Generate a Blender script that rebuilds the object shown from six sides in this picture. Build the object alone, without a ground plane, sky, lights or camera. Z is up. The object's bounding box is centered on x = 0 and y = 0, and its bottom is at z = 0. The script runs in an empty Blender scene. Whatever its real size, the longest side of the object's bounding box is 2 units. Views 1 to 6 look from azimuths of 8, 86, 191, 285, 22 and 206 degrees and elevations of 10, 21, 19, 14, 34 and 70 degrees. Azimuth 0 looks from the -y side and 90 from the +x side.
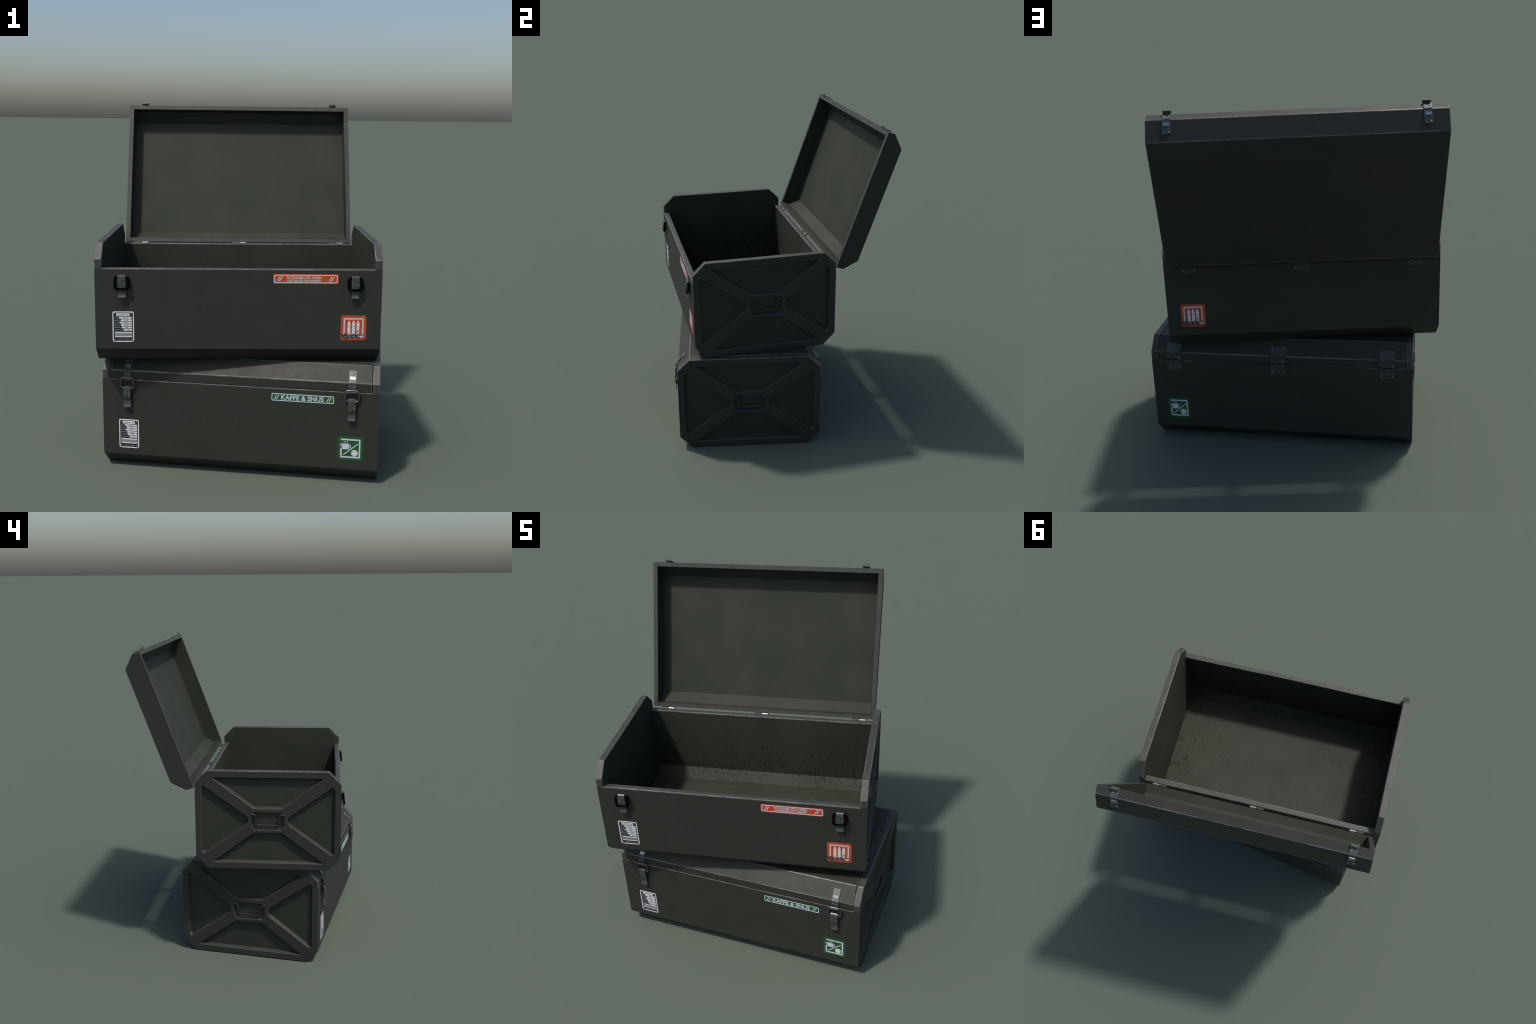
# Two stacked military storage chests: a closed supply chest with an open
# ammunition chest turned ten degrees on top of it.
import bpy, bmesh, math
from mathutils import Matrix, Vector

# ------------------------------------------------------------------ sizes (m)
LENGTH, DEPTH, HEIGHT, CHAMFER = 1.4915, 0.8975, 0.6293, 0.0763
HALF_L, HALF_D = LENGTH / 2, DEPTH / 2
PANEL_IN = 0.7075            # inner face of the end panels
WALL = 0.0360                # wall thickness of the body
WALL_TOP = 0.5045            # upper edge of front and back wall
LID_HALF = 0.7047            # lid fits between the end panels
LID_RIM = 0.5072             # lower edge of the closed lid
LID_WALL = 0.026
LID_TOP = 0.0135
LATCH_X = 0.604
HINGE_X = (-0.607, 0.003, 0.610)
PIVOT = (0.4560, 0.5008)     # hinge axis (y, z)
LID_ANGLE = 110.0

# ------------------------------------------------------------------ materials
def new_mat(name):
    m = bpy.data.materials.new(name)
    m.use_nodes = True
    nt = m.node_tree
    nt.nodes.clear()
    out = nt.nodes.new("ShaderNodeOutputMaterial")
    b = nt.nodes.new("ShaderNodeBsdfPrincipled")
    nt.links.new(b.outputs[0], out.inputs[0])
    return m, nt, b

class G:
    """small helper around a node tree"""
    def __init__(self, nt):
        self.nt = nt
        self.tc = nt.nodes.new("ShaderNodeTexCoord")
    def link(self, sock, val):
        if isinstance(val, bpy.types.NodeSocket):
            self.nt.links.new(val, sock)
        else:
            sock.default_value = val
    def noise(self, scale, detail=3, rough=0.55, stretch=(1, 1, 1), off=(0, 0, 0), dist=0.0):
        mp = self.nt.nodes.new("ShaderNodeMapping")
        mp.inputs["Scale"].default_value = stretch
        mp.inputs["Location"].default_value = off
        self.nt.links.new(self.tc.outputs["Object"], mp.inputs[0])
        n = self.nt.nodes.new("ShaderNodeTexNoise")
        n.inputs["Scale"].default_value = scale
        n.inputs["Detail"].default_value = detail
        n.inputs["Roughness"].default_value = rough
        n.inputs["Distortion"].default_value = dist
        self.nt.links.new(mp.outputs[0], n.inputs["Vector"])
        return n.outputs["Fac"]
    def ramp(self, x, lo, hi, a=0.0, b=1.0):
        n = self.nt.nodes.new("ShaderNodeMapRange")
        n.interpolation_type = "SMOOTHSTEP"
        self.link(n.inputs["Value"], x)
        n.inputs["From Min"].default_value = lo
        n.inputs["From Max"].default_value = hi
        n.inputs["To Min"].default_value = a
        n.inputs["To Max"].default_value = b
        return n.outputs[0]
    def math(self, op, a, b=0.0):
        n = self.nt.nodes.new("ShaderNodeMath")
        n.operation = op
        self.link(n.inputs[0], a)
        self.link(n.inputs[1], b)
        return n.outputs[0]
    def mix(self, f, a, b):
        n = self.nt.nodes.new("ShaderNodeMix")
        n.data_type = "RGBA"
        self.link(n.inputs[0], f)
        self.link(n.inputs[6], a if isinstance(a, bpy.types.NodeSocket) else (*a, 1))
        self.link(n.inputs[7], b if isinstance(b, bpy.types.NodeSocket) else (*b, 1))
        return n.outputs[2]
    def xyz(self):
        n = self.nt.nodes.new("ShaderNodeSeparateXYZ")
        self.nt.links.new(self.tc.outputs["Object"], n.inputs[0])
        return n.outputs
    def bump(self, h, strength, dist=0.002):
        n = self.nt.nodes.new("ShaderNodeBump")
        n.inputs["Strength"].default_value = strength
        n.inputs["Distance"].default_value = dist
        self.nt.links.new(h, n.inputs["Height"])
        return n.outputs[0]

PAINT = (0.0258, 0.0285, 0.0212)
PAINT_B = (0.0306, 0.0308, 0.0248)
GRIME = (0.014, 0.0145, 0.012)

def paint_colour(g):
    c = g.mix(g.ramp(g.noise(4.5, 5, 0.6), 0.35, 0.68), PAINT, PAINT_B)
    return g.mix(g.ramp(g.noise(260, 2), 0.6, 0.8, 0, 0.35), c, (0.055, 0.055, 0.05))

def mat_paint():
    m, nt, b = new_mat("olive_paint")
    g = G(nt)
    c = paint_colour(g)
    spots = g.math("MULTIPLY", g.ramp(g.noise(34, 4, 0.6), 0.60, 0.66), g.ramp(g.noise(3.1, 2, off=(3, 7, 1)), 0.60, 0.72))
    c = g.mix(g.math("MULTIPLY", spots, 0.6), c, GRIME)
    nt.links.new(c, b.inputs["Base Color"])
    nt.links.new(g.ramp(g.noise(9, 5, 0.65), 0.3, 0.7, 0.54, 0.66), b.inputs["Roughness"])
    b.inputs["Specular IOR Level"].default_value = 0.36
    nt.links.new(g.bump(g.noise(320, 2), 0.06), b.inputs["Normal"])
    return m

def mat_edge():
    m, nt, b = new_mat("worn_edge_paint")
    g = G(nt)
    c = paint_colour(g)
    wear = g.math("MULTIPLY", g.ramp(g.noise(30, 5, 0.65), 0.30, 0.66, 0.25, 1), g.ramp(g.noise(4, 2, off=(2, 5, 3)), 0.35, 0.65, 0.4, 1))
    c = g.mix(wear, c, (0.165, 0.16, 0.148))
    nt.links.new(c, b.inputs["Base Color"])
    nt.links.new(g.math("MULTIPLY", wear, 0.25), b.inputs["Metallic"])
    nt.links.new(g.ramp(wear, 0, 1, 0.52, 0.42), b.inputs["Roughness"])
    return m

def mat_lip():
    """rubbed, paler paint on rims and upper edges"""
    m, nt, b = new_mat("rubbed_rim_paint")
    g = G(nt)
    c = g.mix(g.ramp(g.noise(14, 5, 0.65), 0.32, 0.68), (0.034, 0.038, 0.0305), (0.052, 0.0535, 0.0455))
    nt.links.new(c, b.inputs["Base Color"])
    b.inputs["Roughness"].default_value = 0.52
    b.inputs["Specular IOR Level"].default_value = 0.45
    return m

def mat_field():
    """greener paint that kept its tone in the sunk fields"""
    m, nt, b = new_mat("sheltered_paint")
    g = G(nt)
    c = g.mix(g.ramp(g.noise(7, 4, 0.6), 0.35, 0.68), (0.0240, 0.0290, 0.0195), (0.0285, 0.0315, 0.0222))
    nt.links.new(c, b.inputs["Base Color"])
    b.inputs["Roughness"].default_value = 0.62
    b.inputs["Specular IOR Level"].default_value = 0.35
    return m

def mat_inside():
    m, nt, b = new_mat("stained_inner_paint")
    g = G(nt)
    X, Y, Z = g.xyz()
    base = g.mix(g.ramp(g.noise(3.2, 4, 0.6), 0.36, 0.66), (0.0270, 0.0332, 0.0228), (0.0365, 0.0388, 0.0285))
    base = g.mix(g.ramp(g.noise(230, 2), 0.62, 0.78, 0, 0.35), base, (0.085, 0.085, 0.07))
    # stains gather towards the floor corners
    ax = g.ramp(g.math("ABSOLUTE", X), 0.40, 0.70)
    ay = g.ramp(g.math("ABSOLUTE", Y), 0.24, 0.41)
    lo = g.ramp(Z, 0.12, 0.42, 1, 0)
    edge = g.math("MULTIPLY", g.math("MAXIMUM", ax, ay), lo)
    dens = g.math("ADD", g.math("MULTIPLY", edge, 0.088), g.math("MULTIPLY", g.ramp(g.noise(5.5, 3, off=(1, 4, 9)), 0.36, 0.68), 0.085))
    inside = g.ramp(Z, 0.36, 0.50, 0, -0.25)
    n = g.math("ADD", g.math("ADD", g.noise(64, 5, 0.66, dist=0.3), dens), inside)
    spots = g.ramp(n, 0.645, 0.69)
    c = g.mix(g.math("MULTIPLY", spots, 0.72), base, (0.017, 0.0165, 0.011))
    nt.links.new(c, b.inputs["Base Color"])
    nt.links.new(g.ramp(spots, 0, 1, 0.66, 0.78), b.inputs["Roughness"])
    b.inputs["Specular IOR Level"].default_value = 0.25
    return m

def mat_metal(name, col, metallic, rough, wear=(0.3, 0.3, 0.3), amount=0.25):
    m, nt, b = new_mat(name)
    g = G(nt)
    c = g.mix(g.ramp(g.noise(60, 4, 0.6), 0.5, 0.72, 0, amount), col, wear)
    nt.links.new(c, b.inputs["Base Color"])
    b.inputs["Metallic"].default_value = metallic
    nt.links.new(g.ramp(g.noise(25, 4), 0.3, 0.7, rough - 0.06, rough + 0.08), b.inputs["Roughness"])
    return m

def mat_print(name, col, rough=0.5, chips=0.0, heavy=False, left=False):
    """printed sticker colour, flaked off in chips that show the paint below"""
    m, nt, b = new_mat(name)
    g = G(nt)
    c = g.mix(g.ramp(g.noise(400, 2), 0.55, 0.8, 0, 0.12), col, tuple(0.6 * v for v in col))
    if chips > 0:
        X, Y, Z = g.xyz()
        n = g.math("ADD", g.math("MULTIPLY", g.noise(110, 5, 0.72, dist=0.5), 0.62), g.math("MULTIPLY", g.noise(38, 2, off=(5, 2, 0)), 0.38))
        if heavy:
            d = g.math("ABSOLUTE", g.math("ADD", Y, 0.047))
            low = g.math("MULTIPLY", g.ramp(d, 0.004, 0.030, 0.15, 0.0), g.ramp(X, 0.010, 0.045, 1, 0.15))
            mid = g.math("MULTIPLY", g.ramp(X, 0.0, 0.03), g.ramp(Y, -0.045, 0.01, 1, 0.4))
            n = g.math("ADD", g.math("ADD", n, low), g.math("MULTIPLY", mid, 0.045))
        if left:
            n = g.math("ADD", n, g.math("MULTIPLY", g.ramp(X, -0.0490, -0.0400, 0.19, 0.0), g.ramp(Y, -0.025, 0.005, 0.3, 1)))
        k = g.ramp(n, 0.665 - chips, 0.685 - chips)
        c = g.mix(k, c, (0.03, 0.031, 0.03))
    nt.links.new(c, b.inputs["Base Color"])
    b.inputs["Roughness"].default_value = rough
    return m

M_PAINT, M_EDGE, M_IN, M_LIP, M_FIELD = mat_paint(), mat_edge(), mat_inside(), mat_lip(), mat_field()
M_HARD = mat_metal("drab_hardware_metal", (0.070, 0.080, 0.070), 0.3, 0.44)
M_HINGE = mat_metal("dark_hinge_metal", (0.047, 0.053, 0.047), 0.25, 0.46)
M_LEVER = mat_metal("lever_metal", (0.060, 0.070, 0.060), 0.3, 0.40)
M_BOLT = mat_metal("bolt_steel", (0.20, 0.20, 0.20), 0.9, 0.28, (0.5, 0.5, 0.5), 0.5)
M_BRIGHT = mat_metal("bare_polished_steel", (0.33, 0.33, 0.35), 1.0, 0.33, (0.45, 0.45, 0.45))
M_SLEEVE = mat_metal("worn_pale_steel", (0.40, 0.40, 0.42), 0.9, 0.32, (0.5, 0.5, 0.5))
M_RING = mat_metal("dark_steel_wire", (0.16, 0.16, 0.17), 0.85, 0.33)
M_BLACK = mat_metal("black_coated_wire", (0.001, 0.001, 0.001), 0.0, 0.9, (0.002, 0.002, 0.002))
M_BLACK.node_tree.nodes["Principled BSDF"].inputs["Specular IOR Level"].default_value = 0.05
M_HANDLE = mat_metal("worn_handle_wire", (0.055, 0.055, 0.058), 0.7, 0.34, (0.25, 0.25, 0.25), 0.35)
M_ORANGE = mat_print("orange_sticker_print", (0.52, 0.062, 0.014), 0.5, 0.062)
M_ORANGE_H = mat_print("orange_flaking_print", (0.52, 0.062, 0.014), 0.5, 0.055, heavy=True)
M_WHITE = mat_print("white_sticker_print", (0.56, 0.60, 0.70), 0.5, 0.062)
M_WHITE_G = mat_print("white_chipped_print", (0.56, 0.60, 0.70), 0.5, 0.055)
M_WHITE_H = mat_print("white_flaking_print", (0.56, 0.60, 0.70), 0.5, 0.055, heavy=True)
M_SHELL_H = mat_print("pale_flaking_print", (0.68, 0.70, 0.69), 0.5, 0.07, heavy=True)
M_GREEN = mat_print("green_sticker_print", (0.014, 0.088, 0.023), 0.5, 0.02)
M_WHITE_L = mat_print("white_scuffed_print", (0.58, 0.60, 0.70), 0.5, 0.02, left=True)
M_PALE = mat_print("pale_disc_print", (0.66, 0.68, 0.66), 0.5, 0.0)
M_PLATE = mat_print("black_plate_print", (0.009, 0.009, 0.010), 0.45, 0.0)
M_SILVER = mat_print("silver_plate_print", (0.74, 0.75, 0.77), 0.4, 0.05)
M_GREY = mat_print("grey_small_print", (0.10, 0.10, 0.105), 0.5, 0.0)
M_LETTER = mat_print("grey_letter_print", (0.33, 0.33, 0.37), 0.5, 0.05)

# ------------------------------------------------------------------ mesh helpers
def to_mesh(bm, name, mats, smooth=False):
    bmesh.ops.recalc_face_normals(bm, faces=bm.faces)
    me = bpy.data.meshes.new(name)
    bm.to_mesh(me)
    bm.free()
    for m in mats:
        me.materials.append(m)
    me.shade_smooth() if smooth else me.shade_flat()
    return me

def place(name, me, parent, matrix=None):
    o = bpy.data.objects.new(name, me)
    bpy.context.scene.collection.objects.link(o)
    o.parent = parent
    if matrix is not None:
        o.matrix_local = matrix
    return o

def bevel(bm, edges, width, seg=2, material=-1):
    bmesh.ops.bevel(bm, geom=list(edges), offset=width, segments=seg, profile=0.5,
                    affect="EDGES", material=material, clamp_overlap=True)

def octagon_half(d, z_open, z_corner, z_flat, c):
    """open six-point section: rim, corner, flat, flat, corner, rim"""
    return [(-d, z_open), (-d, z_corner), (-d + c, z_flat), (d - c, z_flat), (d, z_corner), (d, z_open)]

def offset_section(d, z_open, z_corner, z_flat, c, t):
    """same section moved inwards by the sheet thickness t (45 degree corners)"""
    s = 1 if z_flat < z_open else -1
    k = t * math.tan(math.radians(22.5))
    return octagon_half(d - t, z_open, z_corner + s * k, z_flat + s * t, c + k - t)

def edges_at(bm, test):
    return [e for e in bm.edges if test(e.verts[0].co, e.verts[1].co)]

def build_body():
    """front wall, back wall, floor and the two lower chamfers"""
    args = (HALF_D, WALL_TOP, CHAMFER, 0.0, CHAMFER)
    outer, inner = octagon_half(*args), offset_section(*args, WALL)
    bm = bmesh.new()
    rows = {}
    for key, sec in (("o", outer), ("i", inner)):
        for s in (-1, 1):
            rows[key, s] = [bm.verts.new((s * PANEL_IN, y, z)) for y, z in sec]
    for key, mi in (("o", 0), ("i", 1)):
        a, b = rows[key, -1], rows[key, 1]
        for k in range(5):
            bm.faces.new((a[k], a[k + 1], b[k + 1], b[k])).material_index = mi
    for k in (0, 5):
        bm.faces.new((rows["o", -1][k], rows["o", 1][k], rows["i", 1][k], rows["i", -1][k])).material_index = 3
    for s in (-1, 1):                       # hidden end faces that butt on the panels
        o, i = rows["o", s], rows["i", s]
        for k in range(5):
            bm.faces.new((o[k], o[k + 1], i[k + 1], i[k]))
    long_x = edges_at(bm, lambda p, q: abs(p.x - q.x) > 1)
    lips = [e for e in long_x if e.verts[0].co.z > WALL_TOP - 1e-4]
    outer_e = [e for e in long_x if e not in lips and (abs(e.verts[0].co.y) > HALF_D - 1e-4 or e.verts[0].co.z < 1e-4)]
    bevel(bm, lips, 0.0055, 2, 2)
    bevel(bm, [e for e in outer_e if e.is_valid], 0.004, 2, 0)
    return to_mesh(bm, "body", (M_PAINT, M_IN, M_EDGE, M_LIP))

def build_lid():
    args = (HALF_D - 0.001, LID_RIM, HEIGHT - CHAMFER, HEIGHT, CHAMFER)
    outer = octagon_half(*args)
    inner = offset_section(*args, LID_TOP)                 # thin top and chamfers,
    inner[0], inner[5] = (-HALF_D + LID_WALL, LID_RIM), (HALF_D - LID_WALL, LID_RIM)   # thicker rim walls
    lean = LID_WALL - LID_TOP - 0.001
    inner[1] = (-HALF_D + LID_WALL, inner[1][1] + lean)
    inner[4] = (HALF_D - LID_WALL, inner[4][1] + lean)
    bm = bmesh.new()
    rows = {}
    for s in (-1, 1):
        rows["o", s] = [bm.verts.new((s * LID_HALF, y, z)) for y, z in outer]
        rows["i", s] = [bm.verts.new((s * (LID_HALF - LID_WALL), y, z)) for y, z in inner]
    for key, mi in (("o", 0), ("i", 1)):
        a, b = rows[key, -1], rows[key, 1]
        for k in range(5):
            bm.faces.new((a[k], a[k + 1], b[k + 1], b[k])).material_index = mi
        for r in (a, b):
            bm.faces.new(r).material_index = mi
    ring_o = [rows["o", -1][0], rows["o", 1][0], rows["o", 1][5], rows["o", -1][5]]
    ring_i = [rows["i", -1][0], rows["i", 1][0], rows["i", 1][5], rows["i", -1][5]]
    for k in range(4):
        j = (k + 1) % 4
        bm.faces.new((ring_o[k], ring_o[j], ring_i[j], ring_i[k])).material_index = 3
    inner_v = set(rows["i", -1] + rows["i", 1])
    es = [e for e in bm.edges if not (e.verts[0] in inner_v or e.verts[1] in inner_v)]
    es += [e for e in bm.edges if all(v in ring_i for v in e.verts)]
    rim_e = [e for e in es if max(v.co.z for v in e.verts) < LID_RIM + 1e-4]
    bevel(bm, [e for e in es if e not in rim_e], 0.0038, 2, 2)
    bevel(bm, [e for e in rim_e if e.is_valid], 0.0018, 1, 3)
    return to_mesh(bm, "lid", (M_PAINT, M_IN, M_EDGE, M_LIP))

def round_polygon(pts, seg=6):
    """pts: (y, z, radius); returns the rounded outline, same count for any radius"""
    out, n = [], len(pts)
    for i in range(n):
        p = Vector(pts[i][:2])
        a = (Vector(pts[i - 1][:2]) - p)
        b = (Vector(pts[(i + 1) % n][:2]) - p)
        la, lb = a.length, b.length
        a, b = a / la, b / lb
        ang = a.angle(b)
        r = pts[i][2]
        t = min(r / math.tan(ang / 2), 0.48 * la, 0.48 * lb)
        r = t * math.tan(ang / 2)
        centre = p + (a + b).normalized() * (r / math.sin(ang / 2))
        s, e = p + a * t - centre, p + b * t - centre
        a0 = math.atan2(s.y, s.x)
        d = (math.atan2(e.y, e.x) - a0 + math.pi) % (2 * math.pi) - math.pi
        for k in range(seg + 1):
            w = a0 + d * k / seg
            out.append((centre.x + r * math.cos(w), centre.y + r * math.sin(w)))
    return out

def inset_polygon(pts, w):
    """move every side of a convex polygon inwards by w"""
    n = len(pts)
    c = sum((Vector(p[:2]) for p in pts), Vector((0, 0))) / n
    lines = []
    for i in range(n):
        p, q = Vector(pts[i][:2]), Vector(pts[(i + 1) % n][:2])
        d = (q - p).normalized()
        nrm = Vector((-d.y, d.x))
        if nrm.dot(c - p) < 0:
            nrm = -nrm
        lines.append((p + nrm * w, d))
    out = []
    for i in range(n):
        (p, d), (q, e) = lines[i - 1], lines[i]
        t = ((q - p).x * e.y - (q - p).y * e.x) / (d.x * e.y - d.y * e.x)
        x = p + d * t
        out.append((x.x, x.y, max(pts[i][2] - w, 0.002)))
    return out

MID = HEIGHT / 2
R = 0.036
LOWER_FIELD = [(-0.350, MID - 0.2725, 0.003), (0.350, MID - 0.2725, 0.003), (0.0875, MID - 0.0765, R), (-0.0875, MID - 0.0765, R)]
SIDE_FIELD = [(0.4115, MID - 0.206, 0.002), (0.4115, MID + 0.206, 0.002), (0.394, MID + 0.2180, 0.002),
              (0.1220, MID + 0.0225, R), (0.1220, MID - 0.0225, R), (0.394, MID - 0.2180, 0.002)]
HANDLE_FIELD = [(-0.084, MID - 0.058, 0.002), (0.084, MID - 0.058, 0.002), (0.102, MID - 0.026, 0.01), (0.102, MID + 0.022, 0.01),
                (0.085, MID + 0.053, 0.002), (-0.085, MID + 0.053, 0.002), (-0.102, MID + 0.022, 0.01), (-0.102, MID - 0.026, 0.01)]

def recess_cutter(field, depth, inset, my=1, mz=1):
    pts = [(y * my, MID + (z - MID) * mz, r) for y, z, r in field]
    top, low = round_polygon(pts), round_polygon(inset_polygon(pts, inset))
    grow = inset / depth * 0.01                      # continue the slope outside the panel
    out = round_polygon(inset_polygon(pts, -grow))
    out = round_polygon([(a[0], a[1], p[2] + grow) for a, p in zip(inset_polygon(pts, -grow), pts)])
    bm = bmesh.new()
    loops = [[bm.verts.new((x, y, z)) for y, z in ring]
             for x, ring in ((HALF_L + 0.01, out), (HALF_L - depth, low))]
    n = len(top)
    for k in range(n):
        j = (k + 1) % n
        bm.faces.new((loops[0][k], loops[0][j], loops[1][j], loops[1][k]))
    bm.faces.new(loops[0])
    bm.faces.new(loops[1])
    me = to_mesh(bm, "cutter", ())
    return me

def build_end_panel():
    """octagonal end plate at +x with four sunk fields and the handle pocket"""
    d, c, h = HALF_D, CHAMFER, HEIGHT
    sec = [(-d, c), (-d + c, 0), (d - c, 0), (d, c), (d, WALL_TOP - 0.004), (d, WALL_TOP), (d, h - c),
           (d - c, h), (-d + c, h), (-d, h - c), (-d, WALL_TOP), (-d, WALL_TOP - 0.004)]
    bm = bmesh.new()
    a = [bm.verts.new((PANEL_IN, y, z)) for y, z in sec]
    b = [bm.verts.new((HALF_L, y, z)) for y, z in sec]
    bm.faces.new(a)
    bm.faces.new(b)
    for k in range(len(sec)):
        j = (k + 1) % len(sec)
        bm.faces.new((a[k], a[j], b[j], b[k]))
    o = place("blank", to_mesh(bm, "blank", ()), None)
    helpers = [o]
    for me in (recess_cutter(LOWER_FIELD, 0.0225, 0.011), recess_cutter(LOWER_FIELD, 0.0225, 0.011, mz=-1),
               recess_cutter(SIDE_FIELD, 0.0225, 0.011), recess_cutter(SIDE_FIELD, 0.0225, 0.011, my=-1),
               recess_cutter(HANDLE_FIELD, 0.0150, 0.006)):
        cut = place("cutter", me, None)
        helpers.append(cut)
        md = o.modifiers.new("cut", "BOOLEAN")
        md.operation, md.solver, md.object = "DIFFERENCE", "EXACT", cut
    bpy.context.view_layer.update()
    res = bpy.data.meshes.new_from_object(o.evaluated_get(bpy.context.evaluated_depsgraph_get()))
    for x in helpers:
        bpy.data.objects.remove(x)
    bm = bmesh.new()
    bm.from_mesh(res)
    bmesh.ops.remove_doubles(bm, verts=bm.verts, dist=1e-5)
    eps = 1e-4
    on_out = lambda p: abs(p.x - HALF_L) < eps
    border = lambda p: (abs(abs(p.y) - d) < eps or p.z < eps or abs(p.z - h) < eps
                        or abs(abs(p.y) + abs(p.z - MID) - (d + MID - c)) < eps)
    rim, pocket = [], []
    for e in bm.edges:
        if len(e.link_faces) != 2 or e.link_faces[0].normal.angle(e.link_faces[1].normal, 0) < 0.3:
            continue
        p, q = e.verts[0].co, e.verts[1].co
        if on_out(p) and on_out(q):
            (rim if border(p) and border(q) else pocket).append(e)
        elif abs(p.x - q.x) > 0.02 and border(p) and border(q):
            rim.append(e)
        elif p.x < PANEL_IN + eps and q.x < PANEL_IN + eps and min(p.z, q.z) > WALL_TOP - eps:
            rim.append(e)
    for f in bm.faces:
        mid, f.material_index = f.calc_center_median(), 0
        if f.normal.x < -0.99 and mid.x < PANEL_IN + eps:
            f.material_index = 1
        elif f.normal.x > 0.99 and mid.x < HALF_L - 0.01:
            f.material_index = 4
        elif abs(f.normal.x) < 0.01 and min(v.co.z for v in f.verts) > WALL_TOP - eps and border(mid):
            f.material_index = 3
    low = [e for e in rim if max(v.co.z for v in e.verts) < WALL_TOP - eps]
    bevel(bm, [e for e in rim if e not in low], 0.004, 2, 2)
    bevel(bm, [e for e in low if e.is_valid], 0.004, 2, 0)
    pocket = [e for e in pocket if e.is_valid]
    bevel(bm, pocket, 0.0024, 2, 3)  # pale rim paint draws the edge highlights around the fields
    return to_mesh(bm, "end_panel", (M_PAINT, M_IN, M_EDGE, M_LIP, M_FIELD))

def strap(path, half_w, t, name, mats, x=0.0, bev=0.0007):
    """sheet-metal strap: a (y, z) path thickened by t to its left, extruded in x"""
    n = len(path)
    P = [Vector(p) for p in path]
    off = []
    for i in range(n):
        d0 = (P[i] - P[i - 1]).normalized() if i else None
        d1 = (P[i + 1] - P[i]).normalized() if i < n - 1 else None
        d0, d1 = d0 or d1, d1 or d0
        n0, n1 = Vector((-d0.y, d0.x)), Vector((-d1.y, d1.x))
        m = (n0 + n1).normalized()
        off.append(P[i] + m * (t / max(m.dot(n0), 0.35)))
    bm = bmesh.new()
    A = [[bm.verts.new((x + s * half_w, q.x, q.y)) for q in P] for s in (-1, 1)]
    B = [[bm.verts.new((x + s * half_w, q.x, q.y)) for q in off] for s in (-1, 1)]
    for k in range(n - 1):
        bm.faces.new((A[0][k], A[0][k + 1], A[1][k + 1], A[1][k]))
        bm.faces.new((B[0][k], B[0][k + 1], B[1][k + 1], B[1][k]))
        for s in (0, 1):
            bm.faces.new((A[s][k], A[s][k + 1], B[s][k + 1], B[s][k]))
    for k in (0, n - 1):
        bm.faces.new((A[0][k], A[1][k], B[1][k], B[0][k]))
    if bev:
        bmesh.ops.recalc_face_normals(bm, faces=bm.faces)
        es = [e for e in bm.edges if len(e.link_faces) == 2 and e.calc_face_angle(0) > 1.2]
        bevel(bm, es, bev, 1)
    return to_mesh(bm, name, mats)

def box(x0, x1, y0, y1, z0, z1, name, mats, bev=0.001):
    bm = bmesh.new()
    bmesh.ops.create_cube(bm, size=1)
    for v in bm.verts:
        v.co = Vector((x0 if v.co.x < 0 else x1, y0 if v.co.y < 0 else y1, z0 if v.co.z < 0 else z1))
    bevel(bm, bm.edges[:], bev, 2)
    return to_mesh(bm, name, mats)

def tube(points, r, name, mats, closed=False):
    cu = bpy.data.curves.new("wire", "CURVE")
    cu.dimensions = "3D"
    cu.bevel_depth = r
    cu.bevel_resolution = 4
    cu.use_fill_caps = True
    sp = cu.splines.new("POLY")
    sp.points.add(len(points) - 1)
    for p, co in zip(sp.points, points):
        p.co = (*co, 1)
    sp.use_cyclic_u = closed
    return curve_mesh(cu, name, mats, smooth=True)

def curve_mesh(cu, name, mats, smooth=False):
    o = bpy.data.objects.new("curve", cu)
    bpy.context.scene.collection.objects.link(o)
    bpy.context.view_layer.update()
    me = bpy.data.meshes.new_from_object(o.evaluated_get(bpy.context.evaluated_depsgraph_get()))
    bpy.data.objects.remove(o)
    me.name = name
    me.materials.clear()
    for m in mats:
        me.materials.append(m)
    me.shade_smooth() if smooth else me.shade_flat()
    return me

def fillet_path(pts, r, closed=False, seg=6):
    """3D poly path with rounded corners"""
    out, n = [], len(pts)
    P = [Vector(p) for p in pts]
    for i in range(n):
        if not closed and i in (0, n - 1):
            out.append(P[i])
            continue
        a, b = P[i - 1] - P[i], P[(i + 1) % n] - P[i]
        ang = a.angle(b)
        t = min(r / math.tan(ang / 2), 0.45 * a.length, 0.45 * b.length)
        a, b = a.normalized(), b.normalized()
        s, e = P[i] + a * t, P[i] + b * t
        for k in range(seg + 1):
            w = k / seg
            out.append(s * (1 - w) ** 2 + P[i] * 2 * w * (1 - w) + e * w ** 2)
    return out

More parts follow.
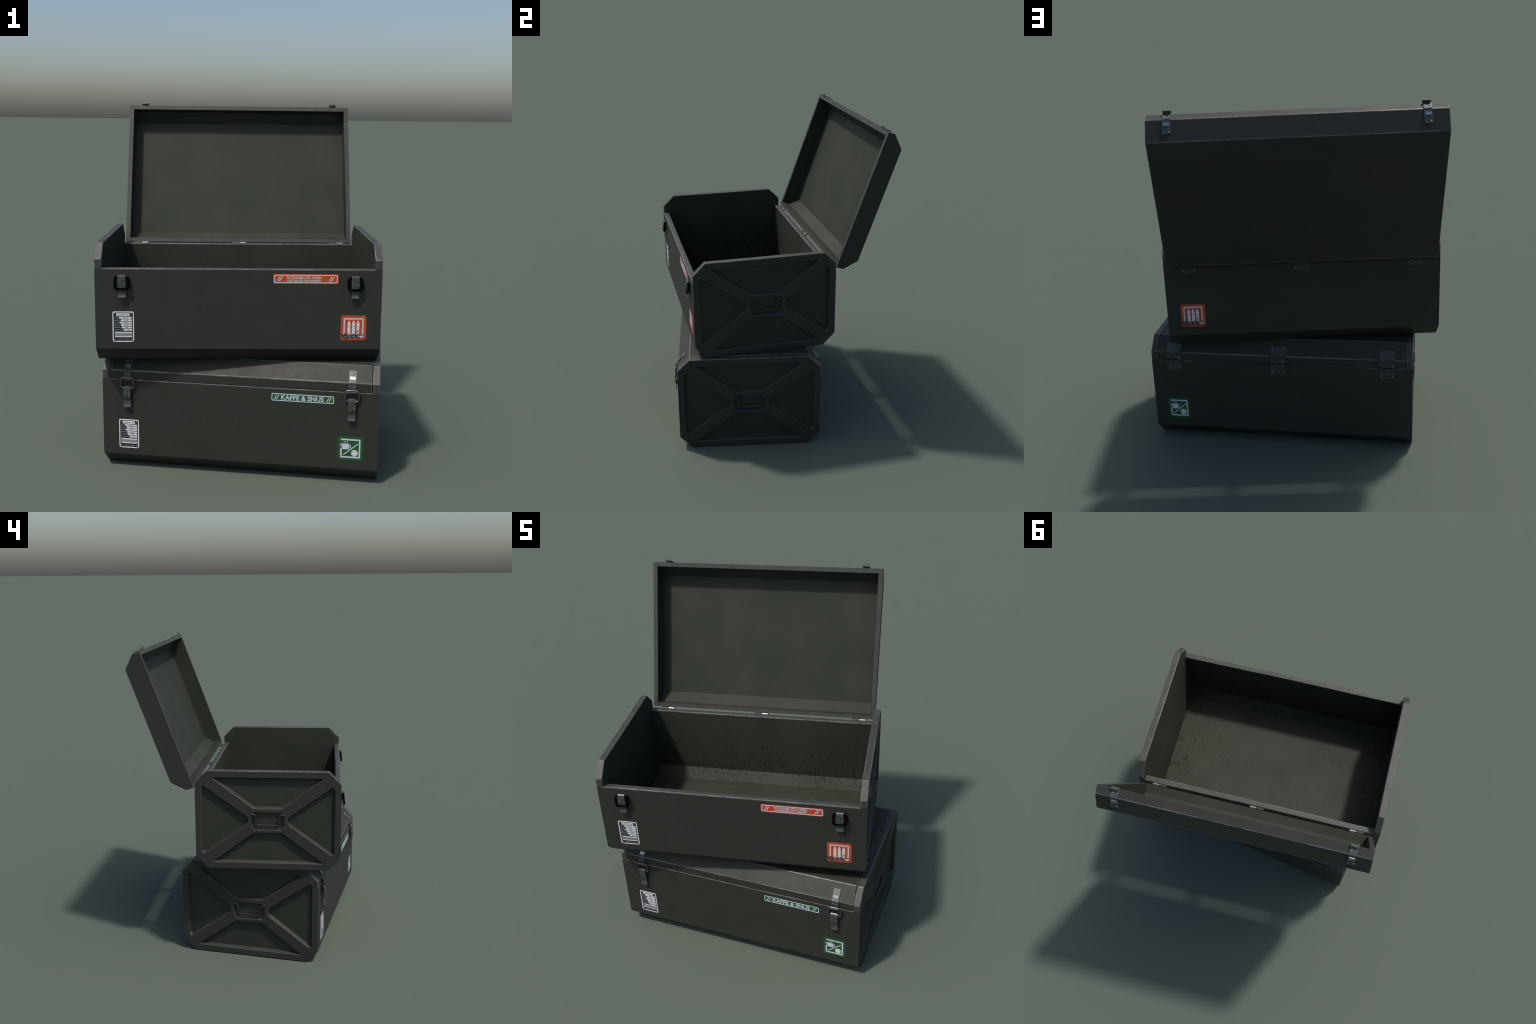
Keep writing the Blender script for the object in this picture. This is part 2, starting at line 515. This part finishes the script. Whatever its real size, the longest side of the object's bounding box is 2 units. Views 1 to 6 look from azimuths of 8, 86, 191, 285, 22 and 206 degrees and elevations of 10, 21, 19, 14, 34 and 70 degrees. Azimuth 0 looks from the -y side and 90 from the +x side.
def dome(r, h, name, mats, cross=True):
    """round bolt head: revolved profile with a sunk centre"""
    prof = [(r, 0), (r * 0.95, h * 0.5), (r * 0.72, h * 0.92), (r * 0.5, h), (r * 0.36, h * 0.72), (0.0, h * 0.62)]
    bm = bmesh.new()
    n = 14
    rings = [[bm.verts.new((q * math.cos(2 * math.pi * k / n), q * math.sin(2 * math.pi * k / n), z)) for k in range(n)] for q, z in prof[:-1]]
    tip = bm.verts.new((0, 0, prof[-1][1]))
    for a, b in zip(rings, rings[1:]):
        for k in range(n):
            bm.faces.new((a[k], a[(k + 1) % n], b[(k + 1) % n], b[k]))
    for k in range(n):
        bm.faces.new((rings[-1][k], rings[-1][(k + 1) % n], tip))
    bm.faces.new(rings[0])
    return to_mesh(bm, name, mats, smooth=True)

def cylinder_x(x0, x1, y, z, r, name, mats, n=16):
    bm = bmesh.new()
    a, b = [[bm.verts.new((x, y + r * math.cos(2 * math.pi * k / n), z + r * math.sin(2 * math.pi * k / n))) for k in range(n)] for x in (x0, x1)]
    for k in range(n):
        bm.faces.new((a[k], a[(k + 1) % n], b[(k + 1) % n], b[k]))
    bm.faces.new(a)
    bm.faces.new(b)
    bmesh.ops.recalc_face_normals(bm, faces=bm.faces)
    bevel(bm, [e for e in bm.edges if e.calc_face_angle(0) > 1], 0.0008, 2)
    return to_mesh(bm, name, mats)

def facing(y, z, ny, nz, x=0.0):
    """matrix whose z axis is the outward normal (0, ny, nz) at (x, y, z)"""
    n = Vector((0, ny, nz)).normalized()
    u = Vector((1, 0, 0)) if ny <= 0 else Vector((-1, 0, 0))
    v = n.cross(u)
    m = Matrix((u, v, n)).transposed().to_4x4()
    m.translation = (x, y, z)
    return m

# ------------------------------------------------------------------ printed shapes
def rounded_rect(w, h, r, seg=6):
    pts = [(-w / 2, -h / 2, r), (w / 2, -h / 2, r), (w / 2, h / 2, r), (-w / 2, h / 2, r)]
    return round_polygon(pts, seg)

def shift(poly, dx, dy):
    return [(x + dx, y + dy) for x, y in poly]

def rect(x0, x1, y0, y1):
    return [(x0, y0), (x1, y0), (x1, y1), (x0, y1)]

def stroke(p, q, w):
    p, q = Vector(p), Vector(q)
    n = (q - p).normalized().orthogonal() * (w / 2)
    return [tuple(p + n), tuple(q + n), tuple(q - n), tuple(p - n)]

def slash(x, y, lean, h, w):
    return [(x - lean / 2 - w / 2, y - h / 2), (x - lean / 2 + w / 2, y - h / 2), (x + lean / 2 + w / 2, y + h / 2), (x + lean / 2 - w / 2, y + h / 2)]

def circle(x, y, r, n=40):
    return [(x + r * math.cos(2 * math.pi * k / n), y + r * math.sin(2 * math.pi * k / n)) for k in range(n)]

def flat(polys, z0, z1, name, mats):
    """filled outlines (holes by overlap) between heights z0 and z1"""
    cu = bpy.data.curves.new("outline", "CURVE")
    cu.dimensions = "2D"
    cu.fill_mode = "BOTH"
    cu.extrude = (z1 - z0) / 2
    for poly in polys:
        sp = cu.splines.new("POLY")
        sp.points.add(len(poly) - 1)
        for p, co in zip(sp.points, poly):
            p.co = (co[0], co[1], 0, 1)
        sp.use_cyclic_u = True
    me = curve_mesh(cu, name, mats)
    me.transform(Matrix.Translation((0, 0, (z0 + z1) / 2)))
    return me

def lettering(text, x0, x1, y, h, z0, z1, name, mats, weight=0.0):
    """text stretched to x0..x1 with capital height h, centred on y"""
    cu = bpy.data.curves.new("text", "FONT")
    cu.body = text
    cu.size = 1.0
    cu.offset = weight
    cu.resolution_u = 3
    cu.extrude = 0.5
    cap = bpy.data.curves.new("cap", "FONT")
    cap.body, cap.offset = "E", weight
    ref = curve_mesh(cap, "cap", ())
    zs = [v.co.y for v in ref.vertices]
    lo, hi = min(zs), max(zs)
    me = curve_mesh(cu, name, mats)
    xs = [v.co.x for v in me.vertices]
    a, b = min(xs), max(xs)
    for v in me.vertices:
        v.co = Vector((x0 + (v.co.x - a) / (b - a) * (x1 - x0), y + ((v.co.y - lo) / (hi - lo) - 0.5) * h,
                       z0 if v.co.z < 0 else z1))
    return me

def frame(w, h, r, t):
    return [rounded_rect(w, h, r), rounded_rect(w - 2 * t, h - 2 * t, max(r - t, 0.001))]

Z0, Z1, Z2, Z3 = -0.0005, 0.0008, 0.0013, 0.0018

# printed designs: list of (part name, mesh); the first one is the backing
def design_cartridge_strip():
    s = []
    for x in (-0.1415, -0.1305, 0.1290, 0.1400):
        s.append(slash(x, 0.0005, 0.014, 0.0245, 0.0052))
    return [("warning_strip", flat([rounded_rect(0.340, 0.0512, 0.0085)], Z0, Z1, "warning_strip", (M_ORANGE,))),
            ("printed_border", flat(frame(0.331, 0.0435, 0.008, 0.0045), Z1 - 0.0002, Z2, "printed_border", (M_WHITE,))),
            ("printed_slash", flat(s, Z1 - 0.0002, Z2, "printed_slash", (M_WHITE,))),
            ("printed_text", lettering("PATRONER FÖR VAPEN", -0.0985, 0.081, 0.0070, 0.0130, Z1 - 0.0002, Z2, "printed_text", (M_WHITE,), 0.02)),
            ("printed_text", lettering("CARTRIDGES FOR WEAPON", -0.0985, 0.081, -0.0088, 0.0108, Z1 - 0.0002, Z2, "printed_text", (M_WHITE,), 0.02))]

def design_supply_strip():
    s = [slash(x, 0.0, 0.0115, 0.0235, 0.0046) for x in (-0.1435, -0.1320, 0.1325, 0.1440)]
    return [("contents_strip", flat([rounded_rect(0.3345, 0.0455, 0.0075)], Z0, Z1, "contents_strip", (M_GREEN,))),
            ("printed_border", flat(frame(0.3290, 0.0405, 0.007, 0.0042), Z1 - 0.0002, Z2, "printed_border", (M_WHITE_G,))),
            ("printed_slash", flat(s, Z1 - 0.0002, Z2, "printed_slash", (M_WHITE_G,))),
            ("printed_text", lettering("KAFFE & SNUS", -0.1135, 0.1110, 0.0, 0.0255, Z1 - 0.0002, Z2, "printed_text", (M_WHITE_G,), 0.022))]

def cartridge(x):
    """pointed shot above a thin gap, case with a rim groove below"""
    w, tip, gap, base = 0.0078, 0.0405, 0.0050, -0.0400
    shoulder = 0.0166
    nose = [(x + w * (1 - (k / 8) ** 1.9), shoulder + (tip - shoulder) * k / 8) for k in range(8)]
    shot = [(x + w, gap + 0.0012)] + nose + [(x, tip)] + [(2 * x - p, q) for p, q in reversed(nose)] + [(x - w, gap + 0.0012)]
    case = [(x - w, base), (x + w, base), (x + w, base + 0.004), (x + w * 0.8, base + 0.0055), (x + w * 0.8, base + 0.0075), (x + w, base + 0.009),
            (x + w, gap - 0.0012), (x - w, gap - 0.0012), (x - w, base + 0.009), (x - w * 0.8, base + 0.0075), (x - w * 0.8, base + 0.0055), (x - w, base + 0.004)]
    return [shot, case]

def design_cartridge_square():
    b = [p for x in (-0.0238, 0.0, 0.0238) for p in cartridge(x)]
    return [("warning_label", flat([rounded_rect(0.1345, 0.1340, 0.0125)], Z0, Z1, "warning_label", (M_ORANGE_H,))),
            ("printed_border", flat(frame(0.1055, 0.1050, 0.006, 0.0078), Z1 - 0.0002, Z2, "printed_border", (M_WHITE_H,))),
            ("cartridge_symbol", flat(b, Z1 - 0.0002, Z2, "cartridge_symbol", (M_SHELL_H,)))]

def wavy(x, y, n=14):
    c = [(x + 0.0026 * math.sin(k / n * 2 * math.pi) + 0.0120 * (k / n - 0.5), y + 0.0118 * (k / n - 0.5)) for k in range(n + 1)]
    return [(p - 0.0011, q) for p, q in c] + [(p + 0.0011, q) for p, q in reversed(c)]

def design_supply_square():
    mug = [round_polygon([(-0.0422, -0.0052, 0.004), (-0.0072, -0.0052, 0.004), (-0.0072, 0.0258, 0.001), (-0.0422, 0.0258, 0.001)]),
           [(-0.0070, 0.0025), (0.0012, 0.0025), (0.0030, 0.0043), (0.0030, 0.0182), (0.0012, 0.0200), (-0.0070, 0.0200),
            (-0.0070, 0.0168), (-0.0006, 0.0168), (-0.0006, 0.0056), (-0.0070, 0.0056)]]
    return [("contents_label", flat([rounded_rect(0.1325, 0.1325, 0.0120)], Z0, Z1, "contents_label", (M_GREEN,))),
            ("printed_border", flat(frame(0.1045, 0.1045, 0.006, 0.0078), Z1 - 0.0002, Z2, "printed_border", (M_WHITE_L,))),
            ("mug_symbol", flat(mug + [wavy(-0.0290, 0.0355), wavy(-0.0165, 0.0355)], Z1 - 0.0002, Z2, "mug_symbol", (M_WHITE_L,))),
            ("printed_slash", flat([stroke((-0.0365, -0.0365), (0.0395, 0.0270), 0.0046)], Z1 - 0.0002, Z2, "printed_slash", (M_WHITE_L,))),
            ("disc_symbol", flat([circle(0.0225, -0.0245, 0.0180), circle(0.0225, -0.0245, 0.0142), circle(0.0225, -0.0245, 0.0130)],
                                 Z1 - 0.0002, Z2, "disc_symbol", (M_PALE,)))]

def design_nameplate():
    starts = (-0.0217, -0.0125, -0.0193, -0.0107, -0.0082, 0.0028)
    words = ("TYPE", "MODEL", "DATE", "SER.NO", "WEIGHT", "MAX.LOAD")
    fields = [rect(-0.0358, 0.034, 0.0562, 0.0718)]
    parts, smudge = [], []
    for k, (x0, wd) in enumerate(zip(starts, words)):
        y = 0.0476 - 0.0129 * k
        fields.append(rect(x0, 0.0445, y - 0.0047, y + 0.0047))
        parts.append(("printed_text", lettering(wd, -0.0463, x0 - 0.0035, y, 0.0062, Z1 - 0.0002, Z2, "printed_text", (M_LETTER,), 0.01)))
        c, n = (x0 + 0.0445) / 2 + 0.001, (9, 7, 8, 9, 5, 5)[k]
        for i in range(n):                        # worn-away small entries
            a = c + (i - n / 2) * 0.0031
            if (i * 7 + k * 3) % 5:
                smudge.append(rect(a, a + 0.0021, y - 0.0020 + 0.0004 * ((i * 3 + k) % 3), y + 0.0021))
    bars, x = [], -0.0425
    k = 0
    while x < 0.0440:
        w = (0.0008, 0.0016, 0.0011, 0.0008, 0.0020)[(k * k + 3 * k) % 5]
        bars.append(rect(x, x + w, -0.0503, -0.0331))
        x += w + (0.0009, 0.0013, 0.0008)[(k * 5 + k // 3) % 3]
        k += 1
    fields.append(rect(-0.0438, 0.0458, -0.0564, -0.0276))
    return [("nameplate", flat([rounded_rect(0.1112, 0.1630, 0.0085)], Z0, Z1, "nameplate", (M_PLATE,))),
            ("printed_border", flat(frame(0.1112, 0.1630, 0.0085, 0.0055), Z1 - 0.0002, Z2, "printed_border", (M_SILVER,))),
            ("printed_field", flat(fields, Z1 - 0.0002, Z2, "printed_field", (M_SILVER,))),
            ("printed_smudge", flat(smudge, Z2 - 0.0002, Z3, "printed_smudge", (M_GREY,))),
            ("barcode", flat(bars, Z2 - 0.0002, Z3, "barcode", (M_GREY,))),
            ("printed_text", lettering("LOCKSTA AB", -0.0300, 0.0285, 0.0640, 0.0078, Z2 - 0.0002, Z3, "printed_text", (M_GREY,))),
            ("printed_text", lettering("MADE IN SWEDEN", -0.0310, 0.0325, -0.0672, 0.0048, Z1 - 0.0002, Z2, "printed_text", (M_LETTER,)))] + parts

# ------------------------------------------------------------------ hardware meshes
F = -HALF_D
TOP_F = HEIGHT - CHAMFER                      # height of the upper front edge

def build_catch_plate():
    """strap over the lid edge, ending in a hook curled outwards"""
    hook = ((0.0212, 0.0050), (0.0208, -0.0022), (0.0168, -0.0075), (0.0110, -0.0088), (0.0058, -0.0062),
            (0.0028, 0.0002), (0.0010, 0.0060), (0.0003, 0.0100))            # (outwards, above the rim)
    path = [(F - o, LID_RIM + z) for o, z in hook] + [(F - 0.0003, TOP_F), (F + 0.0505, TOP_F + 0.0507)]
    return strap(path, 0.0205, 0.0036, "catch_plate", (M_HARD,))

def build_louver():
    s = 0.7071
    q = lambda d, h: (F + d * s - h * s, TOP_F + d * s + h * s)
    return strap([q(0.017, 0.0030), q(0.0178, 0.0058), q(0.0320, 0.0072), q(0.0330, 0.0030)], 0.0145, 0.0012, "louver", (M_BRIGHT,), bev=0)  # metal lightened for the reflection seen on this tab

def build_lever():
    o = lambda k, z: (F - k, z)
    path = [o(0.0055, 0.4520), o(0.0042, 0.4590), o(0.0060, 0.4655), o(0.0110, 0.4690), o(0.0160, 0.4660), o(0.0180, 0.4590),
            o(0.0178, 0.4200), o(0.0160, 0.4060), o(0.0125, 0.3920), o(0.0118, 0.3780), o(0.0140, 0.3660), o(0.0190, 0.3530)]
    path.reverse()
    return strap(path, 0.0200, 0.0026, "latch", (M_LEVER,))

def ring_mesh(name, top, bottom, mat, r):
    (o1, z1), (o2, z2) = top, bottom
    w = 0.0355
    pts = [(-w, F - o1, z1), (w, F - o1, z1), (w, F - o2, z2), (-w, F - o2, z2)]
    return tube(fillet_path(pts, 0.0150, closed=True), r, name, (mat,), closed=True)

def joined(parts, name, mats):
    bm = bmesh.new()
    for me in parts:
        bm.from_mesh(me)
    return to_mesh(bm, name, mats)

def build_hinge_leaf():
    """leaf on the lid: chamfer, folded edge, back, and its half of the knuckle"""
    B = HALF_D
    path = [(B - 0.0408, TOP_F + 0.0408), (B - 0.004, TOP_F + 0.0044), (B + 0.0012, TOP_F + 0.0005), (B + 0.0012, TOP_F - 0.006), (B, TOP_F - 0.008), (B, LID_RIM + 0.0015)]
    return joined((strap(path, 0.0445, 0.0030, "leaf", (M_HINGE,)),
                   cylinder_x(0.004, 0.0455, PIVOT[0], PIVOT[1], 0.0068, "knuckle", (M_HINGE,))), "hinge_leaf", (M_HINGE,))

def build_hinge_base():
    B = HALF_D
    return joined((box(-0.0440, 0.0440, B - 0.001, B + 0.0032, 0.4415, 0.4895, "leaf", (M_HINGE,), 0.0007),
                   box(-0.0440, 0.0020, B - 0.001, B + 0.0034, 0.4885, 0.5000, "tongue", (M_HINGE,), 0.0007),
                   cylinder_x(-0.0440, 0.0020, PIVOT[0], PIVOT[1], 0.0066, "knuckle", (M_HINGE,))), "hinge", (M_HINGE,))

def build_knuckle_sleeve():  # pale shell modelled over the lid knuckle to show its sun reflection
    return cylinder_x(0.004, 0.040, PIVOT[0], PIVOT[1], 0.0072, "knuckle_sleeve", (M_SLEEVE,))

def build_handle():
    x, r = HALF_L + 0.0004, 0.0046
    w, top, low = 0.0740, MID + 0.0390, MID - 0.0270
    pts = [(x, -0.1035, top), (x, -w - 0.001, top), (x, -w + 0.008, low), (x, w - 0.008, low), (x, w + 0.001, top), (x, 0.1035, top)]
    return tube(fillet_path(pts, 0.013), r, "handle", (M_HANDLE,))

ME = dict(body=build_body(), lid=build_lid(), panel=build_end_panel(), catch=build_catch_plate(), louver=build_louver(),
          lever=build_lever(), leaf=build_hinge_leaf(), hinge=build_hinge_base(), handle=build_handle(),
          ring_shut=ring_mesh("ring", (0.0160, 0.5165), (0.0112, 0.4575), M_RING, 0.0049),
          ring_open=ring_mesh("ring", (0.0105, 0.4590), (0.0200, 0.3985), M_BLACK, 0.0061),
          bracket=box(-0.0155, 0.0155, F - 0.0100, F + 0.001, 0.3980, 0.4560, "latch_bracket", (M_HARD,)),
          raised=joined((box(-0.0197, 0.0045, F - 0.0224, F - 0.0185, 0.4060, 0.4520, "a", (M_LEVER,), 0.0006),
                         box(0.0068, 0.0197, F - 0.0224, F - 0.0185, 0.4060, 0.4520, "b", (M_LEVER,), 0.0006)), "lever_plate", (M_LEVER,)),
          bolt=dome(0.0056, 0.0028, "bolt", (M_BOLT,)), rivet=dome(0.0066, 0.0030, "rivet", (M_BRIGHT,)),
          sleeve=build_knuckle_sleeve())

def mirrored(me):
    m = me.copy()
    m.transform(Matrix.Scale(-1, 4, (1, 0, 0)))
    m.flip_normals()
    return m

for key in ("panel", "handle"):
    ME[key + "_mirrored"] = mirrored(ME[key])

PRINTS = dict(strip_ammo=design_cartridge_strip(), strip_food=design_supply_strip(), square_ammo=design_cartridge_square(),
              square_food=design_supply_square(), plate=design_nameplate())

def add_print(key, root, m):
    parts = PRINTS[key]
    base = place(parts[0][0], parts[0][1], root, m)
    for nm, me in parts[1:]:
        place(nm, me, base)
    return base

# ------------------------------------------------------------------ assembly
def make_chest(name, label, category, loc, yaw, open_lid, strip, square):
    root = bpy.data.objects.new(name, None)
    bpy.context.scene.collection.objects.link(root)
    root.empty_display_size = 0.2
    root.matrix_local = Matrix.Translation(loc) @ Matrix.Rotation(yaw, 4, "Z")
    root["label"], root["category"] = label, category

    place("body", ME["body"], root)
    for side in ("", "_mirrored"):
        p = place("end_panel", ME["panel" + side], root)
        place("handle", ME["handle" + side], p)

    mx = Matrix.Identity(4)
    if open_lid:
        t = Matrix.Translation((0, *PIVOT))
        mx = t @ Matrix.Rotation(-math.radians(LID_ANGLE), 4, "X") @ t.inverted()
    lid = place("lid", ME["lid"], root, mx)
    s = 0.7071
    for sx in (-1, 1):
        x = sx * LATCH_X
        at = Matrix.Translation((x, 0, 0))
        place("catch_plate", ME["catch"], lid, at)
        place("louver", ME["louver"], lid, at)
        for dx in (-0.0115, 0.0115):
            place("bolt", ME["bolt"], lid, facing(F + 0.044 - 0.0030 * s, TOP_F + 0.044 + 0.0030 * s, -1, 1, x + dx))
            place("bolt", ME["bolt"], lid, facing(F - 0.0034, LID_RIM + 0.0245, -1, 0, x + dx))
        latch = place("latch", ME["lever"], root, at)
        place("latch_bracket", ME["bracket"], latch)
        place("lever_plate", ME["raised"], latch)
        place("ring", ME["ring_open" if open_lid else "ring_shut"], latch)
    for x in HINGE_X:
        at = Matrix.Translation((x, 0, 0))
        place("hinge_leaf", ME["leaf"], lid, at)
        if open_lid:
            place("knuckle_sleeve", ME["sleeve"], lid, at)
        hinge = place("hinge", ME["hinge"], root, at)
        for dx in (-0.0315, 0.0315):
            place("bolt", ME["bolt"], lid, facing(HALF_D - 0.0335 + 0.0028 * s, TOP_F + 0.0335 + 0.0028 * s, 1, 1, x + dx))
            place("bolt", ME["bolt"], lid, facing(HALF_D + 0.0028, LID_RIM + 0.0150, 1, 0, x + dx))
            place("bolt", ME["bolt"], hinge, facing(HALF_D + 0.0030, 0.4580, 1, 0, dx))

    plate = add_print("plate", root, facing(F, 0.1950, -1, 0, -0.6012))
    for dx in (-0.0455, 0.0455):
        for dz in (-0.0714, 0.0714):
            place("rivet", ME["rivet"], plate, Matrix.Translation((dx, dz, Z1)))
    add_print(strip, root, facing(F, 0.4532 if open_lid else 0.4545, -1, 0, 0.3470 if open_lid else 0.3453))
    add_print(square, root, facing(F, 0.1938 if open_lid else 0.1950, -1, 0, 0.6020))
    add_print(square, root, facing(HALF_D, 0.1938 if open_lid else 0.1950, 1, 0, 0.6050))
    return root

make_chest("supply_chest", "closed olive drab storage chest with green food labels and metal latches", "storage chest",
           (0.0829, -0.1827, 0.0), 0.0034, False, "strip_food", "square_food")
make_chest("ammunition_chest", "open olive drab chest with raised lid, orange cartridge labels and latches", "ammunition chest",
           (0.0104, -0.1965, 0.6305), 0.174, True, "strip_ammo", "square_ammo")
